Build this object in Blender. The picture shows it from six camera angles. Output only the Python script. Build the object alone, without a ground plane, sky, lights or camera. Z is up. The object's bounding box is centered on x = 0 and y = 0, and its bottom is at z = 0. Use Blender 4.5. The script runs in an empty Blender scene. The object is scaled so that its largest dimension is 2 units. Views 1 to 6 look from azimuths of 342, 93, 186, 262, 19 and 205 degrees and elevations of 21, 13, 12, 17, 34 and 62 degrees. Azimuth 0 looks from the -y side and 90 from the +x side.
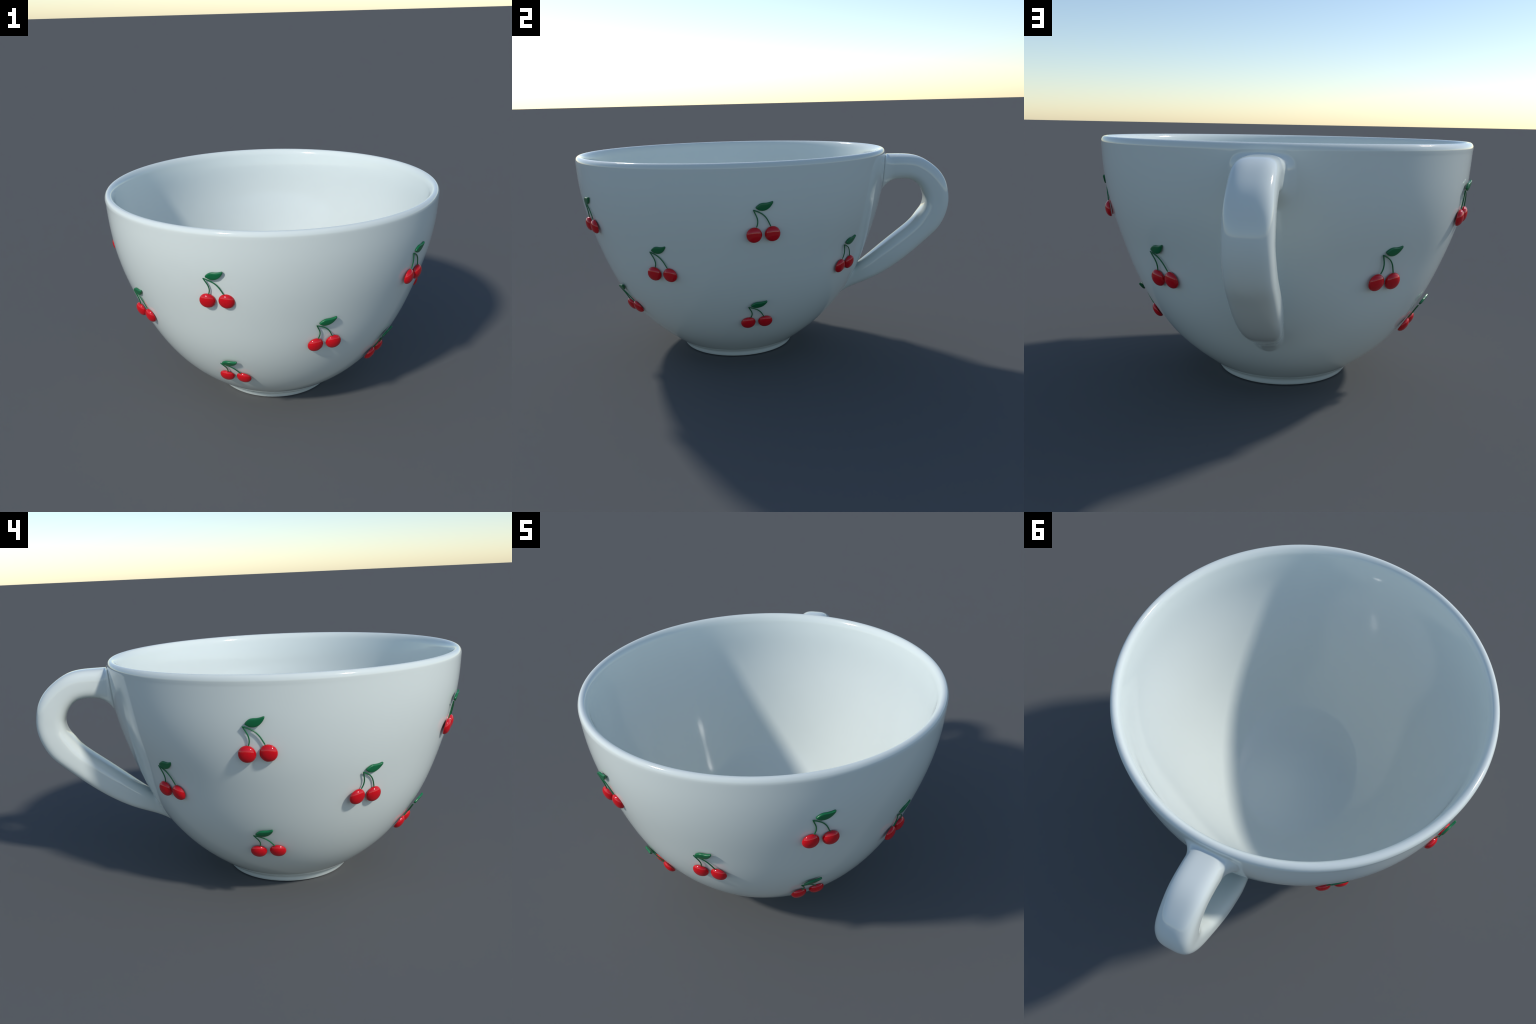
"""Glossy white teacup with a looped handle, decorated with raised cherry sprigs."""
import bpy, math
from mathutils import Vector, Matrix

CUP_X, CUP_Y = -0.0008, -0.1748   # the bowl's axis
HANDLE_X = -0.0002
HEIGHT = 1.0815
SEGMENTS = 256


# ------------------------------------------------------------------ materials
def glaze(name, low, high, roughness, scale, bump=0.0, coat=0.0, ior=1.5):
    """Glossy glaze: two close tones mixed by soft noise, a faint waviness in the gloss."""
    m = bpy.data.materials.new(name)
    m.use_nodes = True
    nt = m.node_tree
    bsdf = nt.nodes["Principled BSDF"]
    co = nt.nodes.new("ShaderNodeTexCoord")
    noise = nt.nodes.new("ShaderNodeTexNoise")
    noise.inputs["Scale"].default_value = scale
    noise.inputs["Detail"].default_value = 3.0
    ramp = nt.nodes.new("ShaderNodeValToRGB")
    ramp.color_ramp.elements[0].position = 0.3
    ramp.color_ramp.elements[0].color = (*low, 1)
    ramp.color_ramp.elements[1].position = 0.7
    ramp.color_ramp.elements[1].color = (*high, 1)
    nt.links.new(co.outputs["Object"], noise.inputs["Vector"])
    nt.links.new(noise.outputs["Fac"], ramp.inputs["Fac"])
    nt.links.new(ramp.outputs["Color"], bsdf.inputs["Base Color"])
    bsdf.inputs["Roughness"].default_value = roughness
    bsdf.inputs["IOR"].default_value = ior
    bsdf.inputs["Coat Weight"].default_value = coat
    bsdf.inputs["Coat Roughness"].default_value = 0.03
    if bump:
        b = nt.nodes.new("ShaderNodeBump")
        b.inputs["Strength"].default_value = bump
        b.inputs["Distance"].default_value = 0.002
        nt.links.new(noise.outputs["Fac"], b.inputs["Height"])
        nt.links.new(b.outputs["Normal"], bsdf.inputs["Normal"])
    return m


CERAMIC = glaze("white_glaze", (0.708, 0.758, 0.715), (0.718, 0.768, 0.725), 0.08, 3.0)
CHERRY_RED = glaze("cherry_red_glaze", (0.57, 0.004, 0.010), (0.63, 0.005, 0.012), 0.06, 18.0)
LEAF_GREEN = glaze("leaf_green_glaze", (0.004, 0.140, 0.046), (0.005, 0.155, 0.052), 0.32, 25.0)
STEM_GREEN = glaze("stem_green_glaze", (0.004, 0.140, 0.046), (0.005, 0.155, 0.052), 0.32, 25.0)


# -------------------------------------------------------------------- helpers
def natural_spline(xs, ys):
    """Natural cubic spline y(x) through the given knots."""
    n = len(xs)
    h = [xs[i + 1] - xs[i] for i in range(n - 1)]
    a, b, c, d = [0.0] * n, [1.0] * n, [0.0] * n, [0.0] * n
    for i in range(1, n - 1):
        a[i], b[i], c[i] = h[i - 1], 2 * (h[i - 1] + h[i]), h[i]
        d[i] = 6 * ((ys[i + 1] - ys[i]) / h[i] - (ys[i] - ys[i - 1]) / h[i - 1])
    for i in range(1, n):
        w = a[i] / b[i - 1]
        b[i] -= w * c[i - 1]
        d[i] -= w * d[i - 1]
    m = [0.0] * n
    for i in range(n - 2, 0, -1):
        m[i] = (d[i] - c[i] * m[i + 1]) / b[i]

    def f(x):
        k = 0
        while k < n - 2 and x > xs[k + 1]:
            k += 1
        t = x - xs[k]
        s = (ys[k + 1] - ys[k]) / h[k] - h[k] * (2 * m[k] + m[k + 1]) / 6
        return ys[k] + t * s + t * t * m[k] / 2 + t ** 3 * (m[k + 1] - m[k]) / (6 * h[k])
    return f


def spline_through(points, count, closed=False):
    """Dense points on a cubic spline through control points (chord-length parameter)."""
    pts = [Vector(p) for p in points]
    if closed:
        pts = pts[-3:] + pts + pts[:4]
    t = [0.0]
    for p, q in zip(pts, pts[1:]):
        t.append(t[-1] + max((q - p).length, 1e-6) ** 0.75)
    fs = [natural_spline(t, [p[k] for p in pts]) for k in range(len(pts[0]))]
    lo, hi = (t[3], t[-4]) if closed else (t[0], t[-1])
    n = count if closed else count - 1
    return [Vector([f(lo + (hi - lo) * i / n) for f in fs]) for i in range(count)]


def new_object(name, verts, faces, material, parent=None):
    me = bpy.data.meshes.new(name)
    me.from_pydata([tuple(v) for v in verts], [], faces)
    me.update()
    me.shade_smooth()
    me.materials.append(material)
    ob = bpy.data.objects.new(name, me)
    bpy.context.scene.collection.objects.link(ob)
    ob.parent = parent
    return ob


# ------------------------------------------------------------ the bowl's shape
OUTER_Z = [0.0500, 0.0744, 0.1382, 0.2126, 0.3190, 0.4784, 0.6379, 0.7974, 0.9569, 1.0560]
OUTER_R = [0.3380, 0.3705, 0.4495, 0.5240, 0.6037, 0.6884, 0.7472, 0.7934, 0.8198, 0.8253]
outer_radius = natural_spline(OUTER_Z, OUTER_R)

INNER = [(0.0, 0.086), (0.10, 0.086), (0.165, 0.0875), (0.215, 0.0920), (0.262, 0.0985), (0.310, 0.1110), (0.361, 0.1365),
         (0.420, 0.1785), (0.485, 0.2405), (0.545, 0.320), (0.595, 0.406), (0.639, 0.50), (0.693, 0.64), (0.7415, 0.80),
         (0.7585, 0.89), (0.7650, 0.945), (0.7690, 0.980), (0.7737, 1.012), (0.7785, 1.0385)]

# the foot ring, from the inside of its hollow to where its flare meets the wall
FOOT = [(0.252, 0.022), (0.258, 0.0185), (0.2605, 0.012), (0.2615, 0.005), (0.2640, 0.0015), (0.268, 0.0), (0.278, 0.0),
        (0.2880, 0.0), (0.2945, 0.0004), (0.2990, 0.0018), (0.3025, 0.0045), (0.3055, 0.0092), (0.3079, 0.0146),
        (0.3101, 0.0200), (0.3126, 0.0255), (0.3158, 0.0309), (0.3200, 0.0360), (0.3252, 0.0408), (0.3315, 0.0456)]


def bell(d, width):
    return math.exp(-0.5 * (d / width) ** 2)


def hand_thrown(az, z):
    """Small departures from round: a belly at the front left, flats beside the handle."""
    return (0.0055 * bell(az + 27, 24) * bell(z - 0.44, 0.17)
            + 0.0060 * bell(abs(az) - 180, 12) * bell(z - 0.62, 0.22)
            + 0.0060 * bell(az + 98, 20) * bell(z - 0.69, 0.10)
            - 0.0030 * bell(az + 115, 28) * bell(z - 0.98, 0.07)
            + 0.0050 * bell(abs(az) - 150, 16) * bell(z - 0.36, 0.09)
            - 0.0085 * bell(abs(az) - 143, 14) * bell(z - 0.62, 0.08))


def wall_radius(az, z):
    return outer_radius(z) + hand_thrown(az, z)


def bowl_profile():
    """(r, z) all round the section; also the foot's index range."""
    pts = [(0.0, 0.0245), (0.10, 0.0245), (0.20, 0.0242), (0.240, 0.0235)]
    first = len(pts)
    pts += FOOT
    last = len(pts)
    n = 96
    z0, z1 = OUTER_Z[0], OUTER_Z[-1]
    pts += [(outer_radius(z0 + (z1 - z0) * i / n), z0 + (z1 - z0) * i / n) for i in range(n)]
    # rounded lip: a tight outer quarter, a longer inner one that runs into the wall
    lip_r = 0.8068
    for i in range(13):
        a = math.pi / 2 * i / 12
        pts.append((lip_r + 0.0185 * math.cos(a) ** 0.95, z1 + (HEIGHT - z1) * math.sin(a) ** 0.95))
    for i in range(1, 13):
        a = math.radians(90 + 68 * i / 12)
        pts.append((lip_r + 0.0290 * math.cos(a), HEIGHT - 0.055 + 0.055 * math.sin(a)))
    inner = spline_through([Vector((r, z)) for r, z in INNER], 90)
    pts += [(max(p[0], 0.0), p[1]) for p in reversed(inner)]
    pts[-1] = (0.0, INNER[0][1])
    return pts, first, last


def turned_body(parent):
    """Turn the whole section once, then split it into bowl and foot ring along a ring of shared vertices."""
    prof, first, last = bowl_profile()
    verts, rings = [], []
    for n, (r, z) in enumerate(prof):
        k = 1 if r < 1e-6 else SEGMENTS
        outside = last <= n < last + 96
        rings.append(list(range(len(verts), len(verts) + k)))
        for i in range(k):
            a = 2 * math.pi * i / SEGMENTS
            az = (math.degrees(a) + 90 + 180) % 360 - 180
            rr = r + (hand_thrown(az, z) if outside else 0.0)
            verts.append((CUP_X + rr * math.cos(a), CUP_Y + rr * math.sin(a), z) if k > 1 else (CUP_X, CUP_Y, z))
    parts = {"bowl": [], "foot_ring": []}
    for k, (p, q) in enumerate(zip(rings, rings[1:])):
        faces = parts["foot_ring" if first <= k < last else "bowl"]
        for i in range(SEGMENTS):
            j = (i + 1) % SEGMENTS
            if len(p) == 1:
                faces.append((p[0], q[j], q[i]))
            elif len(q) == 1:
                faces.append((p[i], p[j], q[0]))
            else:
                faces.append((p[i], p[j], q[j], q[i]))
    whole = bpy.data.meshes.new("whole")
    whole.from_pydata(verts, [], parts["bowl"] + parts["foot_ring"])
    whole.update()
    normals = [tuple(v.normal) for v in whole.vertices]
    bpy.data.meshes.remove(whole)
    for name, faces in parts.items():
        used = sorted({i for f in faces for i in f})
        index = {v: n for n, v in enumerate(used)}
        ob = new_object(name, [verts[i] for i in used], [tuple(index[i] for i in f) for f in faces], CERAMIC, parent)
        ob.data.normals_split_custom_set_from_vertices([normals[i] for i in used])


# --------------------------------------------------------------------- handle
# pairs of (outer rail, inner rail) in the y-z plane, then the half width
HANDLE = [
    ((0.6360, 1.0430), (0.6120, 0.8800), 0.0798), ((0.6600, 1.0430), (0.6620, 0.8930), 0.0798),
    ((0.7000, 1.0425), (0.7041, 0.9050), 0.0798), ((0.7500, 1.0415), (0.7439, 0.9100), 0.0798),
    ((0.8052, 1.0358), (0.7886, 0.9055), 0.0798), ((0.8565, 1.0182), (0.8222, 0.8881), 0.0798),
    ((0.9057, 0.9866), (0.8478, 0.8593), 0.0798), ((0.9491, 0.9464), (0.8622, 0.8306), 0.0803),
    ((0.9804, 0.8961), (0.8681, 0.8092), 0.0808), ((0.9950, 0.8450), (0.8678, 0.7888), 0.0808),
    ((1.0000, 0.7970), (0.8621, 0.7658), 0.0808), ((0.9945, 0.7450), (0.8490, 0.7414), 0.0818),
    ((0.9755, 0.6880), (0.8311, 0.7176), 0.0828), ((0.9424, 0.6343), (0.8060, 0.6840), 0.0838),
    ((0.8898, 0.5816), (0.7640, 0.6440), 0.0848), ((0.8227, 0.5205), (0.6990, 0.5910), 0.0858),
    ((0.7477, 0.4584), (0.6310, 0.5350), 0.0848), ((0.6725, 0.4052), (0.5750, 0.4880), 0.0805),
    ((0.5984, 0.3628), (0.5290, 0.4510), 0.0755), ((0.5312, 0.3319), (0.4940, 0.4240), 0.0668),
    ((0.4599, 0.2990), (0.4630, 0.3960), 0.0570), ((0.4052, 0.2631), (0.4330, 0.3580), 0.0485),
    ((0.3560, 0.2300), (0.4020, 0.3200), 0.0370)]


def bowl_distance(p):
    """Signed distance from a point to the bowl's outer wall (good near the wall)."""
    z = min(max(p.z, OUTER_Z[0]), OUTER_Z[-1])
    slope = (outer_radius(z + 0.01) - outer_radius(z - 0.01)) / 0.02
    x, y = p.x - CUP_X, p.y - CUP_Y
    return (math.hypot(x, y) - wall_radius(math.degrees(math.atan2(x, -y)), z)) / math.hypot(1, slope)


def wall_normal(p):
    e = 0.004
    return Vector([bowl_distance(p + e * a) - bowl_distance(p - e * a)
                   for a in (Vector((1, 0, 0)), Vector((0, 1, 0)), Vector((0, 0, 1)))]).normalized()


def smooth(a, b, x):
    x = min(max((x - a) / (b - a), 0.0), 1.0)
    return x * x * (3 - 2 * x)


def handle_mesh(parent):
    """Sweep a rounded-rectangle section between two rails; fillet it where it meets the bowl."""
    rings, around = 420, 88
    t = [k / (len(HANDLE) - 1) for k in range(len(HANDLE))]
    oy, oz = natural_spline(t, [h[0][0] for h in HANDLE]), natural_spline(t, [h[0][1] for h in HANDLE])
    iy, iz = natural_spline(t, [h[1][0] for h in HANDLE]), natural_spline(t, [h[1][1] for h in HANDLE])
    hw = natural_spline(t, [h[2] for h in HANDLE])
    verts, faces = [], []
    for k in range(rings):
        u = k / (rings - 1)
        u -= 0.88 * math.sin(2 * math.pi * u) / (2 * math.pi)   # rings crowd at the joints
        lower = smooth(0.3, 0.6, u)                      # 0 at the top joint, 1 at the lower joint
        power = 2 / (3.2 - 1.0 * smooth(0.78, 0.97, u))  # the section turns oval towards the tail
        out, inn = Vector((0, oy(u), oz(u))), Vector((0, iy(u), iz(u)))
        mid, thick = (out + inn) / 2, (out - inn) / 2
        h, up, w = thick.length, thick.normalized(), hw(u)
        for j in range(around):
            a = 2 * math.pi * j / around
            c, s = math.cos(a), math.sin(a)
            x = w * math.copysign(abs(c) ** power, c)
            y = h * math.copysign(abs(s) ** power, s)
            p = mid + Vector((HANDLE_X + x, 0, 0)) + up * y
            n = (Vector((1, 0, 0)) * math.copysign(abs(x / w) ** (2 / power - 1), c) / w
                 + up * math.copysign(abs(y / h) ** (2 / power - 1), s) / h).normalized()
            f_side = 0.060 * (1 - lower) + 0.024 * lower
            f_out = 0.016 * (1 - lower) + 0.004 * lower
            f_in = 0.060 * (1 - lower) + 0.012 * lower
            q, v = n.x * n.x, n.dot(up)
            rho = f_side * q + (f_out if v > 0 else f_in) * (1 - q)
            d = bowl_distance(p)
            if d < rho:
                e = rho - max(d, 0.0)
                p = p + n * (rho - math.sqrt(max(rho * rho - e * e, 0.0)))
                radial = Vector((p.x - CUP_X, p.y - CUP_Y, 0)).normalized()
                p = p - radial * (bowl_distance(p) - d)   # stay as far from the curved wall as before
            verts.append(p)
    for k in range(rings - 1):
        for j in range(around):
            b = (j + 1) % around
            faces.append((k * around + b, k * around + j, (k + 1) * around + j, (k + 1) * around + b))
    faces.append(tuple(reversed(range(around))))
    faces.append(tuple(range((rings - 1) * around, rings * around)))
    ob = new_object("handle", verts, faces, CERAMIC, parent)
    # no seam shows at the joints: the handle's shading normals turn into the bowl's there
    normals = []
    for v in ob.data.vertices:
        blend = 1 - smooth(0.0, 0.007, bowl_distance(v.co))
        n = v.normal.lerp(wall_normal(v.co), blend) if blend else v.normal
        normals.append(tuple(n.normalized()))
    ob.data.normals_split_custom_set_from_vertices(normals)
    return ob


# -------------------------------------------------------------- cherry sprigs
LEAF = [(-0.0220, 0.0845), (-0.0130, 0.0960), (-0.0010, 0.1032), (0.0105, 0.1056), (0.0235, 0.1055), (0.0385, 0.1072),
        (0.0500, 0.1103), (0.0560, 0.1112), (0.0575, 0.1088), (0.0545, 0.1000), (0.0490, 0.0915), (0.0395, 0.0812),
        (0.0290, 0.0742), (0.0165, 0.0702), (0.0055, 0.0698), (-0.0055, 0.0722), (-0.0145, 0.0775)]
SHORT_STEM = [(-0.0322, 0.0752), (-0.0240, 0.0570), (-0.0165, 0.0400), (-0.0128, 0.0215), (-0.0140, 0.0070), (-0.0182, -0.0065)]
LONG_STEM = [(-0.0322, 0.0752), (-0.0097, 0.0652), (0.0108, 0.0523), (0.0282, 0.0326), (0.0385, 0.0135), (0.0468, -0.0050)]
CHERRIES = [(-0.0288, -0.0428), (0.0560, -0.0418)]
STEM_RADIUS = 0.0027
CHERRY_RADIUS = 0.0362
CHERRY_DEPTH = 0.023


def leaf_mesh():
    edge = spline_through([Vector(p) for p in LEAF], 72, closed=True)
    c = Vector((0.016, 0.0885))
    levels = [(0.96, -0.0010), (1.0, 0.0006), (1.0, 0.0042), (0.985, 0.0060), (0.955, 0.0073), (0.90, 0.0082),
              (0.78, 0.0089), (0.5, 0.0095), (0.2, 0.0097)]
    verts, faces, n = [], [], len(edge)
    for s, z in levels:
        verts += [((c + (p - c) * s).x, (c + (p - c) * s).y, z) for p in edge]
    for k in range(len(levels) - 1):
        for i in range(n):
            j = (i + 1) % n
            faces.append((k * n + j, k * n + i, (k + 1) * n + i, (k + 1) * n + j))
    top, back = len(verts), len(verts) + 1
    verts += [(c.x, c.y, 0.0097), (c.x, c.y, -0.001)]
    last = (len(levels) - 1) * n
    for i in range(n):
        j = (i + 1) % n
        faces += [(last + j, last + i, top), (i, j, back)]
    return verts, faces


def cherry_mesh():
    R, D = CHERRY_RADIUS, CHERRY_DEPTH
    prof = [(0.0, -0.002), (0.6 * R, -0.002), (0.93 * R, -0.0018), (0.985 * R, -0.0006)]
    prof += [(R * math.cos(a) ** 0.92, 0.0012 + (D - 0.0012) * math.sin(a)) for a in [math.pi / 2 * i / 18 for i in range(18)]]
    prof.append((0.0, D))
    verts, faces, seg, rings = [], [], 48, []
    for r, z in prof:
        k = 1 if r < 1e-6 else seg
        rings.append(list(range(len(verts), len(verts) + k)))
        verts += [(r * math.cos(2 * math.pi * i / seg), r * math.sin(2 * math.pi * i / seg), z) for i in range(k)]
    for p, q in zip(rings, rings[1:]):
        for i in range(seg):
            j = (i + 1) % seg
            if len(p) == 1:
                faces.append((p[0], q[j], q[i]))
            elif len(q) == 1:
                faces.append((p[i], p[j], q[0]))
            else:
                faces.append((p[i], p[j], q[j], q[i]))
    return verts, faces


def stem_mesh():
    verts, faces, seg = [], [], 12
    for path, lift in ((SHORT_STEM, 0.0022), (LONG_STEM, 0.0032)):
        line = spline_through([Vector(p) for p in path], 28)
        base = len(verts)
        n = len(line)
        for k, p in enumerate(line):
            tan = (line[min(k + 1, n - 1)] - line[max(k - 1, 0)]).normalized()
            side = Vector((tan.y, -tan.x))
            end = 0.8 if k in (0, n - 1) else 1.0
            for i in range(seg):
                a = 2 * math.pi * i / seg
                q = p + side * (STEM_RADIUS * end * math.cos(a))
                verts.append((q.x, q.y, lift + STEM_RADIUS * end * math.sin(a)))
        for k in range(n - 1):
            for i in range(seg):
                j = (i + 1) % seg
                faces.append((base + k * seg + j, base + k * seg + i, base + (k + 1) * seg + i, base + (k + 1) * seg + j))
        faces.append(tuple(base + i for i in reversed(range(seg))))
        faces.append(tuple(base + (n - 1) * seg + i for i in range(seg)))
    return verts, faces


# each sprig: azimuth about the axis (0 = -y, 90 = +x), height, stand-off, turn, roll, lean (degrees)
SPRIGS = [
    (-109.1, 0.821, 0.0043, 0.7, 2.9, 10.1), (-37.2, 0.804, 0.0048, 5.9, 1.2, 14.0),
    (32.8, 0.797, 0.0043, 1.3, -2.7, 9.3), (104.1, 0.803, 0.0068, 2.0, 0.3, 8.0),
    (-143.4, 0.602, 0.0073, 3.3, -3.0, 15.6), (-75.6, 0.597, 0.0068, 6.0, -4.1, 17.3),
    (-2.5, 0.561, 0.0053, 0.2, 1.8, 18.2), (67.1, 0.601, 0.0053, 3.6, -1.5, 14.9),
    (143.6, 0.576, 0.0073, 1.6, 2.3, 16.2), (-110.1, 0.329, 0.0074, 3.6, 3.9, 33.0),
    (-37.9, 0.331, 0.0058, 0.3, 0.9, 34.0), (33.4, 0.345, 0.0058, 4.4, 3.4, 30.7),
    (103.5, 0.326, 0.0053, 0.2, 1.3, 33.1)]
SPRIG_SCALE = 0.98


def sprig_matrix(az, z, standoff, turn, roll, lean):
    a = math.radians(az)
    b = math.radians(az + turn)
    centre = Vector((CUP_X, CUP_Y, z)) + Vector((math.sin(a), -math.cos(a), 0)) * (wall_radius(az, z) + standoff)
    out = Vector((math.sin(b), -math.cos(b), 0))
    right = Vector((math.cos(b), math.sin(b), 0))
    l, r = math.radians(lean), math.radians(roll)
    up = Vector((0, 0, 1)) * math.cos(l) + out * math.sin(l)
    x = right * math.cos(r) + up * math.sin(r)
    y = up * math.cos(r) - right * math.sin(r)
    n = x.cross(y)
    m = Matrix.Identity(4)
    for i in range(3):
        m[i][0], m[i][1], m[i][2] = (v[i] * SPRIG_SCALE for v in (x, y, n))
        m[i][3] = centre[i]
    return m


def build():
    cup = bpy.data.objects.new("teacup", None)
    bpy.context.scene.collection.objects.link(cup)
    cup["label"] = "glossy white ceramic teacup with raised red cherry sprigs"
    cup["category"] = "teacup"
    turned_body(cup)
    handle_mesh(cup)

    meshes = {}
    for name, (verts, faces), mat in (("stem", stem_mesh(), STEM_GREEN), ("cherry", cherry_mesh(), CHERRY_RED),
                                      ("leaf", leaf_mesh(), LEAF_GREEN)):
        me = bpy.data.meshes.new(name)
        me.from_pydata(verts, [], faces)
        me.update()
        me.shade_smooth()
        me.materials.append(mat)
        meshes[name] = me
    for spec in SPRIGS:
        sprig = bpy.data.objects.new("cherry_sprig", None)
        sprig.empty_display_size = 0.05
        bpy.context.scene.collection.objects.link(sprig)
        sprig.parent = cup
        sprig.matrix_local = sprig_matrix(*spec)
        for name, at in (("stem", (0, 0)), ("leaf", (0, 0)), ("cherry", CHERRIES[0]), ("cherry", CHERRIES[1])):
            ob = bpy.data.objects.new(name, meshes[name])
            bpy.context.scene.collection.objects.link(ob)
            ob.parent = sprig
            ob.location = (at[0], at[1], 0)


build()
